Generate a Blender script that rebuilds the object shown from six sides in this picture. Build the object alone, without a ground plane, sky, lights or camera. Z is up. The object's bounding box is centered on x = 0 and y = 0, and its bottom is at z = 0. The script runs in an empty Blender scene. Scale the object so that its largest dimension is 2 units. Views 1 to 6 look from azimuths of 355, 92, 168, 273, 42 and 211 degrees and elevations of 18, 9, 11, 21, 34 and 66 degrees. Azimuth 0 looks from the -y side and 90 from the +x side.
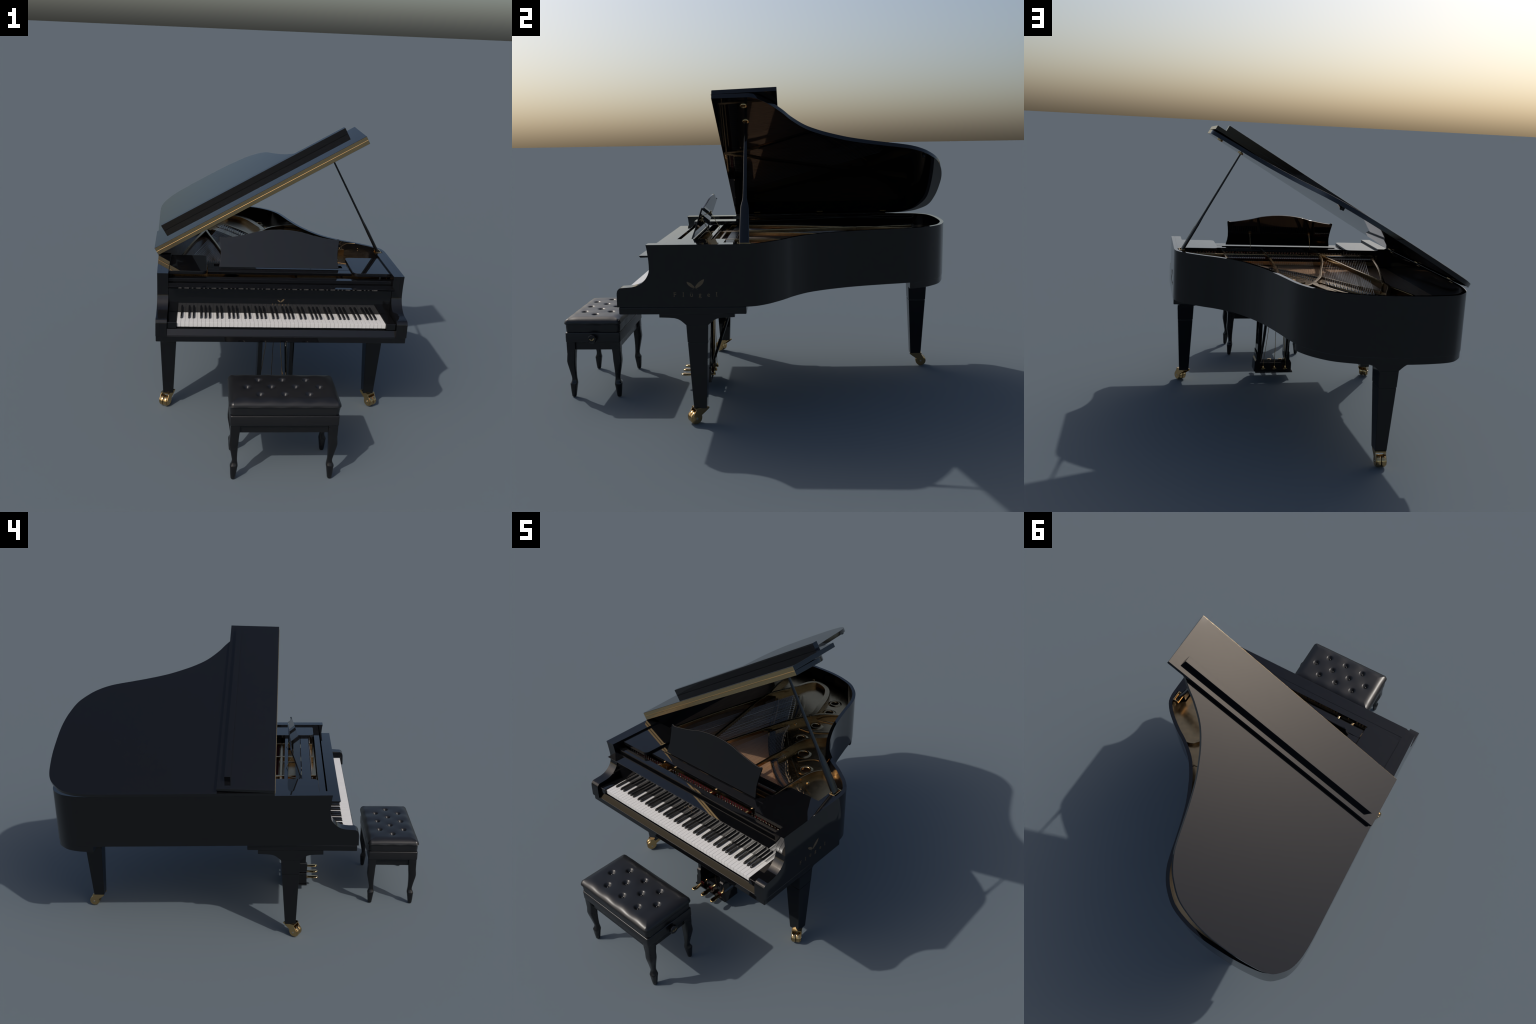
"""Grand piano with its lid up, and a buttoned leather bench in front of it."""
import bpy, bmesh, math, random
from mathutils import Vector, Matrix

rng = random.Random(7)
COL = bpy.context.scene.collection

# ------------------------------------------------------------------ materials
def make_mat(name):
    m = bpy.data.materials.new(name)
    m.use_nodes = True
    nt = m.node_tree
    return m, nt, nt.nodes["Principled BSDF"]

def noise(nt, scale, detail=3.0, rough=0.5, stretch=(1, 1, 1)):
    tc = nt.nodes.new("ShaderNodeTexCoord")
    mp = nt.nodes.new("ShaderNodeMapping")
    mp.inputs["Scale"].default_value = stretch
    nz = nt.nodes.new("ShaderNodeTexNoise")
    nz.inputs["Scale"].default_value = scale
    nz.inputs["Detail"].default_value = detail
    nz.inputs["Roughness"].default_value = rough
    nt.links.new(tc.outputs["Object"], mp.inputs["Vector"])
    nt.links.new(mp.outputs["Vector"], nz.inputs["Vector"])
    return nz

def ramp(nt, src, stops):
    r = nt.nodes.new("ShaderNodeValToRGB")
    el = r.color_ramp.elements
    while len(el) < len(stops):
        el.new(0.5)
    for e, (p, c) in zip(el, stops):
        e.position = p
        e.color = (*c, 1) if len(c) == 3 else c
    nt.links.new(src, r.inputs["Fac"])
    return r

def rough_var(nt, bsdf, src, lo, hi):
    mr = nt.nodes.new("ShaderNodeMapRange")
    mr.inputs["To Min"].default_value = lo
    mr.inputs["To Max"].default_value = hi
    nt.links.new(src, mr.inputs["Value"])
    nt.links.new(mr.outputs["Result"], bsdf.inputs["Roughness"])

def bump(nt, bsdf, src, strength, dist):
    b = nt.nodes.new("ShaderNodeBump")
    b.inputs["Strength"].default_value = strength
    b.inputs["Distance"].default_value = dist
    nt.links.new(src, b.inputs["Height"])
    nt.links.new(b.outputs["Normal"], bsdf.inputs["Normal"])

def plain(name, color, rough, metal=0.0, lo=None, hi=None, scale=40, vary=0.0, spec=0.5):
    m, nt, b = make_mat(name)
    b.inputs["Base Color"].default_value = (*color, 1)
    b.inputs["Roughness"].default_value = rough
    b.inputs["Metallic"].default_value = metal
    b.inputs["Specular IOR Level"].default_value = spec
    nz = noise(nt, scale)
    if lo is not None:
        rough_var(nt, b, nz.outputs["Fac"], lo, hi)
    if vary:
        d = tuple(c * (1 - vary) for c in color)
        l = tuple(min(1, c * (1 + vary)) for c in color)
        r = ramp(nt, nz.outputs["Fac"], [(0.3, d), (0.7, l)])
        nt.links.new(r.outputs["Color"], b.inputs["Base Color"])
    return m

LACQUER = plain("black_lacquer", (0.0035, 0.0036, 0.0042), 0.03, lo=0.018, hi=0.032, scale=9)
SATIN = plain("satin_black_wood", (0.005, 0.005, 0.0055), 0.25, lo=0.18, hi=0.32, scale=25)
BRASS = plain("polished_brass", (0.60, 0.41, 0.19), 0.16, metal=1.0, lo=0.10, hi=0.2, scale=60)
BRUSHED = plain("hinge_brass", (0.54, 0.40, 0.21), 0.24, metal=1.0, lo=0.18, hi=0.30, scale=80)
IRON = plain("bronzed_iron", (0.42, 0.29, 0.15), 0.24, metal=1.0, lo=0.17, hi=0.30, scale=50, vary=0.08)
STEEL = plain("steel_pin", (0.55, 0.53, 0.50), 0.25, metal=1.0)
WIRE = plain("string_wire", (0.20, 0.18, 0.16), 0.38, metal=1.0)
COPPER = plain("wound_string", (0.40, 0.38, 0.37), 0.32, metal=1.0)
IVORY = plain("white_key_top", (0.62, 0.61, 0.60), 0.16, lo=0.12, hi=0.22, scale=12, vary=0.015)
EBONY = plain("black_key", (0.008, 0.008, 0.009), 0.20, lo=0.16, hi=0.26, scale=60)
FELT = plain("red_felt", (0.045, 0.005, 0.006), 0.95, scale=300, vary=0.2, spec=0.1)
WFELT = plain("white_felt", (0.62, 0.60, 0.57), 0.9, scale=300, vary=0.08, spec=0.1)
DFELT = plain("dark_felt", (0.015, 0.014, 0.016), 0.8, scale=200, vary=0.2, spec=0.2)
INLAY = plain("gold_inlay", (0.15, 0.105, 0.060), 0.45, metal=0.35, scale=200, vary=0.1)

def wood_mat(name, dark, light, stretch, rough):
    m, nt, b = make_mat(name)
    nz = noise(nt, 30, 4, 0.6, stretch)
    r = ramp(nt, nz.outputs["Fac"], [(0.3, dark), (0.7, light)])
    nt.links.new(r.outputs["Color"], b.inputs["Base Color"])
    b.inputs["Roughness"].default_value = rough
    return m

SPRUCE = wood_mat("spruce_soundboard", (0.26, 0.145, 0.078), (0.40, 0.245, 0.145), (6, 0.35, 1), 0.35)
MAPLE = wood_mat("bridge_wood", (0.20, 0.085, 0.03), (0.36, 0.17, 0.07), (2, 2, 1), 0.35)

DARKWOOD = wood_mat("dark_bridge_wood", (0.05, 0.024, 0.012), (0.13, 0.062, 0.028), (3, 3, 1), 0.4)

def leather_mat():
    m, nt, b = make_mat("black_leather")
    b.inputs["Base Color"].default_value = (0.0075, 0.0075, 0.0085, 1)
    nz = noise(nt, 220, 3)
    big = noise(nt, 14, 2)
    rough_var(nt, b, big.outputs["Fac"], 0.31, 0.39)
    bump(nt, b, nz.outputs["Fac"], 0.05, 0.0006)
    return m
LEATHER = leather_mat()

# ------------------------------------------------------------------ helpers
def finish(me, mat, smooth=None):
    me.materials.clear()
    me.materials.append(mat)
    if smooth is not None:
        for p in me.polygons:
            p.use_smooth = True
        me.set_sharp_from_angle(angle=math.radians(smooth))

def obj(name, me, parent=None):
    o = bpy.data.objects.new(name, me)
    COL.objects.link(o)
    if parent:
        o.parent = parent
    return o

def bake(bm, name, mat, parent, bevel=0.0, seg=2, smooth=35, angle=30):
    """bmesh -> named part; sharp edges rounded by a bevel that is applied here."""
    bmesh.ops.remove_doubles(bm, verts=bm.verts, dist=1e-6)
    bmesh.ops.recalc_face_normals(bm, faces=bm.faces)
    if bevel:
        es = [e for e in bm.edges if len(e.link_faces) == 2 and e.calc_face_angle(0) > math.radians(angle)]
        bmesh.ops.bevel(bm, geom=es, offset=bevel, offset_type='OFFSET', segments=seg, profile=0.5,
                        affect='EDGES', clamp_overlap=True)
    me = bpy.data.meshes.new(name)
    bm.to_mesh(me)
    bm.free()
    finish(me, mat, smooth)
    o = obj(name, me, parent)
    if bevel:                      # keep the broad faces optically flat beside their rounded edges
        w = o.modifiers.new("flat_faces", 'WEIGHTED_NORMAL')
        w.mode = 'FACE_AREA'
        w.weight = 100
        w.keep_sharp = True
    return o

def add_prism(bm, pts, lo, hi, axis='z', xf=None):
    """Extrude a closed 2-D outline. axis z: pts=(x,y); x: pts=(y,z); y: pts=(x,z)."""
    def co(p, h):
        v = {'z': (p[0], p[1], h), 'x': (h, p[0], p[1]), 'y': (p[0], h, p[1])}[axis]
        v = Vector(v)
        return xf @ v if xf else v
    a = [bm.verts.new(co(p, lo)) for p in pts]
    b = [bm.verts.new(co(p, hi)) for p in pts]
    n = len(pts)
    bm.faces.new(a)
    bm.faces.new(b)
    for i in range(n):
        bm.faces.new((a[i], a[(i + 1) % n], b[(i + 1) % n], b[i]))

def add_box(bm, x0, x1, y0, y1, z0, z1, xf=None):
    add_prism(bm, [(x0, y0), (x1, y0), (x1, y1), (x0, y1)], z0, z1, 'z', xf)

def prism(name, pts, lo, hi, mat, parent, axis='z', bevel=0.0, seg=2, smooth=35, xf=None):
    bm = bmesh.new()
    add_prism(bm, pts, lo, hi, axis, xf)
    return bake(bm, name, mat, parent, bevel, seg, smooth)

def box(name, x0, x1, y0, y1, z0, z1, mat, parent, bevel=0.0015, seg=2, xf=None):
    bm = bmesh.new()
    add_box(bm, x0, x1, y0, y1, z0, z1, xf)
    return bake(bm, name, mat, parent, bevel, seg)

def spline(cps, step=0.012, closed=False):
    """Centripetal-like Catmull-Rom through control points, evenly subdivided."""
    out = []
    n = len(cps)
    P = [Vector(c) for c in cps]
    rngi = range(n if closed else n - 1)
    for i in rngi:
        p1, p2 = P[i], P[(i + 1) % n]
        p0 = P[(i - 1) % n] if closed or i > 0 else p1 - (p2 - p1)
        p3 = P[(i + 2) % n] if closed or i + 2 < n else p2 + (p2 - p1)
        L = (p2 - p1).length
        k = max(1, int(L / step))
        m1 = (p2 - p0) * (L / max(1e-9, (p1 - p0).length + L))
        m2 = (p3 - p1) * (L / max(1e-9, (p3 - p2).length + L))
        for j in range(k):
            t = j / k
            h00 = 2 * t**3 - 3 * t**2 + 1
            h10 = t**3 - 2 * t**2 + t
            h01 = -2 * t**3 + 3 * t**2
            h11 = t**3 - t**2
            out.append(h00 * p1 + h10 * m1 + h01 * p2 + h11 * m2)
    if not closed:
        out.append(P[-1])
    return out

def offset(poly, d, closed=False):
    """Offset a 2-D polyline to its left by d (negative: right)."""
    n = len(poly)
    res = []
    for i in range(n):
        a = poly[(i - 1) % n] if closed or i > 0 else poly[i]
        b = poly[(i + 1) % n] if closed or i < n - 1 else poly[i]
        t = (Vector(b[:2]) - Vector(a[:2])).normalized()
        nr = Vector((-t.y, t.x))
        res.append(Vector(poly[i][:2]) + nr * d)
    return res

def add_ribbon(bm, a, b, z0, z1):
    """Solid wall between two equal-length plan polylines a (outer) and b (inner)."""
    A0 = [bm.verts.new((p[0], p[1], z0)) for p in a]
    A1 = [bm.verts.new((p[0], p[1], z1)) for p in a]
    B0 = [bm.verts.new((p[0], p[1], z0)) for p in b]
    B1 = [bm.verts.new((p[0], p[1], z1)) for p in b]
    for i in range(len(a) - 1):
        bm.faces.new((A0[i], A0[i + 1], A1[i + 1], A1[i]))
        bm.faces.new((B0[i], B1[i], B1[i + 1], B0[i + 1]))
        bm.faces.new((A1[i], A1[i + 1], B1[i + 1], B1[i]))
        bm.faces.new((A0[i], B0[i], B0[i + 1], A0[i + 1]))
    for i in (0, -1):
        bm.faces.new((A0[i], A1[i], B1[i], B0[i]))

def add_tube(bm, path, r, n=8, caps=True):
    """Round bar along a 3-D path; r may be a number or one radius per point."""
    path = [Vector(p) for p in path]
    rs = r if isinstance(r, (list, tuple)) else [r] * len(path)
    rings = []
    for i, p in enumerate(path):
        t = (path[min(i + 1, len(path) - 1)] - path[max(i - 1, 0)]).normalized()
        ref = Vector((0, 0, 1)) if abs(t.z) < 0.9 else Vector((1, 0, 0))
        u = t.cross(ref).normalized()
        v = u.cross(t)
        rings.append([bm.verts.new(p + rs[i] * (math.cos(2 * math.pi * k / n) * u + math.sin(2 * math.pi * k / n) * v))
                      for k in range(n)])
    for a, b in zip(rings, rings[1:]):
        for k in range(n):
            bm.faces.new((a[k], a[(k + 1) % n], b[(k + 1) % n], b[k]))
    if caps:
        bm.faces.new(rings[0])
        bm.faces.new(list(reversed(rings[-1])))

def add_loft(bm, sections, caps=True):
    """Skin closed sections (lists of 3-D points of equal length)."""
    rings = [[bm.verts.new(Vector(p)) for p in s] for s in sections]
    n = len(rings[0])
    for a, b in zip(rings, rings[1:]):
        for k in range(n):
            bm.faces.new((a[k], a[(k + 1) % n], b[(k + 1) % n], b[k]))
    if caps:
        bm.faces.new(rings[0])
        bm.faces.new(rings[-1])

def rounded_rect(x0, x1, y0, y1, r, n=5):
    """Plan outline; r = radius, or four radii (x0y0, x1y0, x1y1, x0y1)."""
    rr = r if isinstance(r, (list, tuple)) else [r] * 4
    pts = []
    for (cx, cy, a0), q in zip(((x0, y0, 180), (x1, y0, 270), (x1, y1, 0), (x0, y1, 90)), rr):
        if q <= 0:
            pts.append((cx, cy))
            continue
        ox = cx + (q if cx == x0 else -q)
        oy = cy + (q if cy == y0 else -q)
        for k in range(n + 1):
            a = math.radians(a0 + 90 * k / n)
            pts.append((ox + q * math.cos(a), oy + q * math.sin(a)))
    return pts

def add_lathe(bm, prof, centre, n=20, xf=None):
    """Turn (radius, height) pairs about z, at a centre."""
    rings = []
    for r, h in prof:
        ring = []
        for k in range(n):
            a = 2 * math.pi * k / n
            v = Vector((r * math.cos(a), r * math.sin(a), h))
            if xf:
                v = xf @ v
            ring.append(bm.verts.new(v + Vector(centre)))
        rings.append(ring)
    for a, b in zip(rings, rings[1:]):
        for k in range(n):
            bm.faces.new((a[k], a[(k + 1) % n], b[(k + 1) % n], b[k]))
    bm.faces.new(rings[0])
    bm.faces.new(rings[-1])

def empty(name, loc, label, category):
    e = bpy.data.objects.new(name, None)
    e.location = loc
    e.empty_display_size = 0.1
    COL.objects.link(e)
    e["label"] = label
    e["category"] = category
    return e

def stuff(o):
    o["kind"] = "stuff"
    return o

# ================================================================== PIANO
piano = empty("grand_piano", (0, 0, 0), "glossy black grand piano with its lid propped open", "grand piano")

ZTOP, ZRIM, ZBED = 0.848, 0.568, 0.535
XL, XR = -0.606, 0.6575                # outer faces of the case
ARM = 0.0555                           # arm thickness
YARM = -0.135                          # where the arms pass into the bent rim
AXL, AXR = XL + ARM, XR - ARM          # inner faces of the arms

# ---- bent rim: straight bass side, round tail, S-shaped treble side
def bass_x(y):                         # the bass side runs slightly outward towards the tail
    return XL - 0.034 * max(0.0, y + 0.475)
rim_cps = [(bass_x(YARM), YARM), (bass_x(0.2), 0.2), (bass_x(0.60), 0.60), (-0.6465, 0.74), (-0.6445, 0.805), (-0.6375, 0.855), (-0.6165, 0.912),
           (-0.5700, 0.9625), (-0.544, 0.9775), (-0.508, 0.988), (-0.437, 0.9965), (-0.375, 1.0), (-0.30, 0.9995), (-0.212, 0.9955),
           (-0.15, 0.9875), (-0.084, 0.972), (0.003, 0.938), (0.0712, 0.883), (0.1095, 0.836), (0.139, 0.782),
           (0.157, 0.730), (0.1782, 0.653), (0.2055, 0.56), (0.24, 0.46), (0.279, 0.377), (0.318, 0.308),
           (0.371, 0.238), (0.4507, 0.1715), (0.506, 0.1372), (0.5572, 0.1004), (0.5995, 0.066),
           (0.632, 0.030), (0.649, 0.003), (0.6580, -0.035), (0.6595, -0.080), (0.6592, YARM)]
rim_out = [p for p in spline([(x, y, 0) for x, y in rim_cps], 0.014)]
RT = 0.019
rim_in = offset(rim_out, -RT)
rim_in[0] = Vector((rim_out[0].x + RT, YARM))
rim_in[-1] = Vector((rim_out[-1].x - RT, YARM))

# side profile of the arms (y, z)
curve = [(-0.4643, 0.757), (-0.4648, 0.735), (-0.4695, 0.7165), (-0.4800, 0.6975), (-0.4923, 0.684),
         (-0.5060, 0.6735), (-0.5225, 0.6648), (-0.5455, 0.6590)]
def arm_profile(yb):
    p = [(yb, ZRIM), (yb, ZTOP), (-0.475, ZTOP), (-0.4715, 0.831), (-0.4685, 0.805), (-0.4655, 0.780)]
    p += [(v.x, v.y) for v in spline([(y, z, 0) for y, z in curve], 0.004)]
    return p + [(-0.570, 0.6570), (-0.594, 0.6555), (-0.602, 0.6525), (-0.6075, 0.6475), (-0.6115, 0.640),
                (-0.6135, 0.630), (-0.6145, ZRIM)]

# bent rim and the outer layer of both arms, one continuous shell
bm = bmesh.new()
add_ribbon(bm, rim_out, rim_in, ZRIM, ZTOP)
for x0, x1, dx in ((XL, XL + RT, rim_out[0].x - XL), (XR - RT, XR, rim_out[-1].x - XR)):
    old = set(bm.verts)
    add_prism(bm, arm_profile(YARM), x0, x1, 'x')
    new = [v for v in bm.verts if v not in old]
    geom = new + [f for f in bm.faces if f.verts[0] not in old] + [e for e in bm.edges if e.verts[0] not in old]
    bmesh.ops.bisect_plane(bm, geom=geom, plane_co=(0, -0.4752, 0), plane_no=(0, 1, 0))
    for v in bm.verts:
        if v not in old and abs(v.co.y - YARM) < 1e-6:
            v.co.x += dx
bmesh.ops.delete(bm, geom=[f for f in bm.faces if all(abs(v.co.y - YARM) < 1e-6 for v in f.verts)], context='FACES_ONLY')
rim = bake(bm, "rim", LACQUER, piano, bevel=0.0012, seg=2, smooth=24, angle=40)

# band that carries the tail leg, and the closed underside
tail = [p for p in rim_out if p.y > 0.766]
tail = offset(tail, -0.002)
tail = [(tail[0].x, 0.766)] + [(p.x, p.y) for p in tail] + [(tail[-1].x, 0.766)]
prism("tail_block", tail, ZBED - 0.001, ZRIM - 0.0005, LACQUER, piano, bevel=0.002)
under = [(p[0], p[1]) for p in offset(rim_out, -0.0185)]
prism("bottom_board", under, 0.60, 0.612, SATIN, piano)
bm = bmesh.new()
for a, b in (((-0.58, 0.10), (0.50, 0.10)), ((-0.58, 0.42), (0.23, 0.42)), ((-0.40, -0.1), (-0.22, 0.9)), ((0.25, -0.1), (-0.1, 0.85))):
    d = (Vector(b) - Vector(a)).normalized() * 1.0
    nrm = Vector((-d.y, d.x)) * 0.02
    A, B = Vector(a), Vector(b)
    add_prism(bm, [A + nrm, A - nrm, B - nrm, B + nrm], 0.575 + 0.002 * len(bm.verts) / 8, 0.5995)
bake(bm, "under_brace", SATIN, piano, bevel=0.002)

# ---- arm blocks: the thick inner cheeks, with a hairline joint to the rim
def arm_block(x_out, x_in, yb, dx):
    bm = bmesh.new()
    add_prism(bm, arm_profile(yb), min(x_out, x_in), max(x_out, x_in), 'x')
    bmesh.ops.bisect_plane(bm, geom=bm.verts[:] + bm.edges[:] + bm.faces[:], plane_co=(0, -0.4752, 0), plane_no=(0, 1, 0))
    for v in bm.verts:
        if abs(v.co.y - yb) < 1e-6 and abs(v.co.x - x_out) < 1e-6:
            v.co.x += dx
    bake(bm, "arm_block", LACQUER, piano, 0.0010, 2, 24, 40)
arm_block(XL + RT + 0.0003, AXL, -0.142, bass_x(-0.142) - XL)
arm_block(XR - RT - 0.0003, AXR, -0.072, rim_out[-1].x - XR + 0.0003)

# ---- key bed and lower front
box("keybed", XL + 0.0005, XR - 0.0005, -0.607, -0.036, ZBED - 0.001, ZRIM - 0.0008, LACQUER, piano, 0.004, 3)
prism("key_slip", [(-0.6070, ZRIM), (-0.5915, 0.5975), (-0.5905, 0.5985), (-0.5895, 0.5985), (-0.5895, ZRIM)], AXL + 0.0005, AXR - 0.0005, LACQUER, piano, 'x', 0.0008)
KX0, KX1 = -0.5025, 0.5515
for x0, x1 in ((AXL + 0.0005, KX0 - 0.0015), (KX1 + 0.0015, AXR - 0.0005)):
    box("key_block", x0, x1, -0.6, -0.4625, 0.6045, 0.6365, LACQUER, piano, 0.0025, 3)

# ---- keyboard: 52 white and 36 black keys
kb = box("keyboard", KX0, KX1, -0.583, -0.47, 0.585, 0.602, SATIN, piano, 0.001)
W = (KX1 - KX0) / 52
bm = bmesh.new()
add_box(bm, -W / 2 + 0.00035, W / 2 - 0.00035, -0.5905, -0.455, 0.6095, 0.6325)
wk = bake(bm, "white_key", IVORY, kb, 0.0009, 2)
bm = bmesh.new()
wb, wt = 0.0056, 0.0043
add_loft(bm, [[(-wb, -0.5405, 0.632), (wb, -0.5405, 0.632), (wb, -0.455, 0.632), (-wb, -0.455, 0.632)],
              [(-wt, -0.5355, 0.6425), (wt, -0.5355, 0.6425), (wt, -0.455, 0.6432), (-wt, -0.455, 0.6432)]])
bk = bake(bm, "black_key", EBONY, kb, 0.0012, 2)
whites, blacks = [wk], [bk]
for i in range(52):
    o = wk if i == 0 else wk.copy()
    if i:
        COL.objects.link(o)
    o.location.x = KX0 + W * (i + 0.5)
    o.location.z = rng.uniform(-0.0002, 0.0002)
first = True
for i in range(51):
    if "ABCDEFG"[i % 7] in "ACDFG":
        o = bk if first else bk.copy()
        if not first:
            COL.objects.link(o)
        first = False
        shift = {'A': 0.0008, 'C': -0.0012, 'D': 0.0012, 'F': -0.0016, 'G': 0.0}["ABCDEFG"[i % 7]]
        o.location.x = KX0 + W * (i + 1) + shift

# ---- fallboard standing open, its lip folded forward, and the pin-block rail behind
LX0, LX1 = AXL + 0.0008, AXR - 0.0008
prism("fallboard", [(-0.4612, 0.60), (-0.4612, 0.7835), (-0.4577, 0.7835), (-0.4577, 0.60)], LX0, LX1, LACQUER, piano, 'x', 0.001)
prism("fallboard_lip", [(-0.5192, 0.7918), (-0.5196, 0.7908), (-0.5128, 0.7822), (-0.4577, 0.7838), (-0.4577, 0.7918)],
      LX0, LX1, LACQUER, piano, 'x', 0.0005)
prism("front_rail", [(-0.4468, 0.745), (-0.4468, 0.8112), (-0.4125, 0.8112), (-0.4125, 0.745)],
      LX0, LX1, LACQUER, piano, 'x', 0.0012)

# ---- side panels beside the music desk
def panel(x0, x1, radii):
    prism("side_panel", rounded_rect(x0, x1, -0.408, -0.143, radii, 6), 0.8205, 0.8388, LACQUER, piano, bevel=0.0018, seg=2, smooth=30)
panel(AXL + 0.0007, -0.3570, [0, 0.026, 0.026, 0.0])
panel(0.4070, AXR - 0.0007, [0.026, 0, 0.0, 0.026])

# ---- music desk on its sliding frame
MC = 0.0257
desk_frame = box("desk_frame", -0.353, 0.404, -0.3735, -0.3235, 0.811, 0.8265, LACQUER, piano, 0.0015)
box("desk_frame", -0.353, 0.404, -0.3205, -0.2895, 0.811, 0.8265, LACQUER, piano, 0.0015)
box("desk_frame", -0.353, 0.404, -0.2470, -0.2270, 0.803, 0.8265, LACQUER, piano, 0.0015)
for x in (-0.335, 0.386):
    box("desk_frame", x - 0.016, x + 0.016, -0.3232, -0.2475, 0.809, 0.8255, LACQUER, piano, 0.001)
half = [(0.318, 0.0), (0.3165, 0.012), (0.3115, 0.035), (0.3098, 0.060), (0.3112, 0.090), (0.3145, 0.120),
        (0.3178, 0.142), (0.3185, 0.150)]
top = [(0.3178, 0.1560), (0.3145, 0.1590), (0.3095, 0.1582), (0.3040, 0.1545), (0.2985, 0.1535), (0.270, 0.1570),
       (0.220, 0.1660), (0.175, 0.1755), (0.135, 0.1870), (0.120, 0.1910), (0.090, 0.1960), (0.050, 0.2010), (0.0, 0.2030)]
right = half + top
outline = [(MC + x, t) for x, t in right] + [(MC - x, t) for x, t in reversed(right[:-1])]
lean = math.radians(19.4)
desk_xf = Matrix.Translation((0, -0.3185, 0.832)) @ Matrix.Rotation(-lean, 4, 'X')
desk = prism("music_desk", outline, 0.0, 0.0075, LACQUER, piano, 'y', bevel=0.0018, seg=2, smooth=40, xf=desk_xf)
bm = bmesh.new()
for x in (-0.155, 0.205):
    p0 = desk_xf @ Vector((x, 0.010, 0.085))
    add_tube(bm, [p0, (x, -0.2360, 0.826)], 0.0015, 8)
    add_box(bm, x - 0.008, x + 0.008, 0.0077, 0.011, 0.075, 0.095, desk_xf)
bake(bm, "desk_stay", BRASS, desk, 0.0)
bm = bmesh.new()
for x0, x1 in ((-0.265, -0.205), (-0.165, -0.140), (-0.040, 0.025), (0.195, 0.262)):
    add_box(bm, x0, x1, -0.3234, -0.3206, 0.815, 0.8250)
bake(bm, "slit_gold_dash", BRASS, desk, 0.0)

# ---- soundboard and cast-iron plate
ZSB, ZPL, ZST = 0.735, 0.768, 0.800
inner = [(p[0], p[1]) for p in offset(rim_out, -0.0192)]
sb = [(AXL + 0.001, -0.41), (AXL + 0.001, -0.141)] + inner[1:-1] + [(AXR - 0.001, -0.071), (AXR - 0.001, -0.41)]
prism("soundboard", sb, ZSB - 0.008, ZSB, SPRUCE, piano)
plate = box("iron_plate", AXL + 0.001, AXR - 0.001, -0.41, -0.155, 0.7405, ZPL - 0.004, IRON, piano, 0.002)

# rear field of the plate: between a curved front edge and the bent side, with round ports
edge = [(0.5965, -0.070), (0.5965, -0.154), (0.52, -0.150), (0.42, -0.128), (0.320, -0.092), (0.218, -0.034), (0.115, 0.050), (0.077, 0.084),
        (-0.010, 0.175), (-0.100, 0.280), (-0.175, 0.385), (-0.250, 0.500), (-0.310, 0.585), (-0.360, 0.645),
        (-0.43, 0.72), (-0.52, 0.80), (-0.600, 0.86)]
edge = edge[:1] + [(p.x, p.y) for p in spline([(x, y, 0) for x, y in edge[1:]], 0.02)]
ports = [((0.317, 0.102), 0.024), ((0.208, 0.218), 0.025), ((0.094, 0.338), 0.022), ((0.075, 0.500), 0.023),
         ((0.040, 0.672), 0.022), ((-0.002, 0.785), 0.021)]
back = [(x, y) for x, y in inner if not (x < -0.3 and y < 0.87)]
back = [q for q in back if q[1] > -0.065]
outline = list(reversed(edge)) + [q for q in reversed(back)]
field = prism("plate_field", outline, ZPL - 0.010, ZPL, IRON, plate, bevel=0.0)
cut = bmesh.new()
for (x, y), r in ports:
    add_lathe(cut, [(r, -0.03), (r, 0.03)], (x, y, ZPL), 28)
cm = bpy.data.meshes.new("port_cutter")
bmesh.ops.recalc_face_normals(cut, faces=cut.faces)
cut.to_mesh(cm); cut.free()
co = obj("port_cutter", cm)
md = field.modifiers.new("ports", 'BOOLEAN'); md.operation = 'DIFFERENCE'; md.object = co; md.solver = 'EXACT'
dg = bpy.context.evaluated_depsgraph_get()
me = bpy.data.meshes.new_from_object(field.evaluated_get(dg))
field.modifiers.clear()
field.data = me
finish(me, IRON, 30)
bpy.data.objects.remove(co)
for (x, y), r in ports:      # dished collar round each port
    bm = bmesh.new()
    n = 36
    prof = [(r + 0.0005, -0.010), (r + 0.0005, 0.0035), (r + 0.004, 0.0062), (r + 0.010, 0.0045), (r + 0.017, 0.0020), (r + 0.0205, 0.0005), (r + 0.0205, -0.004)]
    rings = [[bm.verts.new((x + q * math.cos(2 * math.pi * k / n), y + q * math.sin(2 * math.pi * k / n), ZPL + h)) for k in range(n)] for q, h in prof]
    for a, b in zip(rings, rings[1:] + rings[:1]):
        for k in range(n):
            bm.faces.new((a[k], a[(k + 1) % n], b[(k + 1) % n], b[k]))
    bake(bm, "port_collar", IRON, plate, smooth=60)

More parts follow.
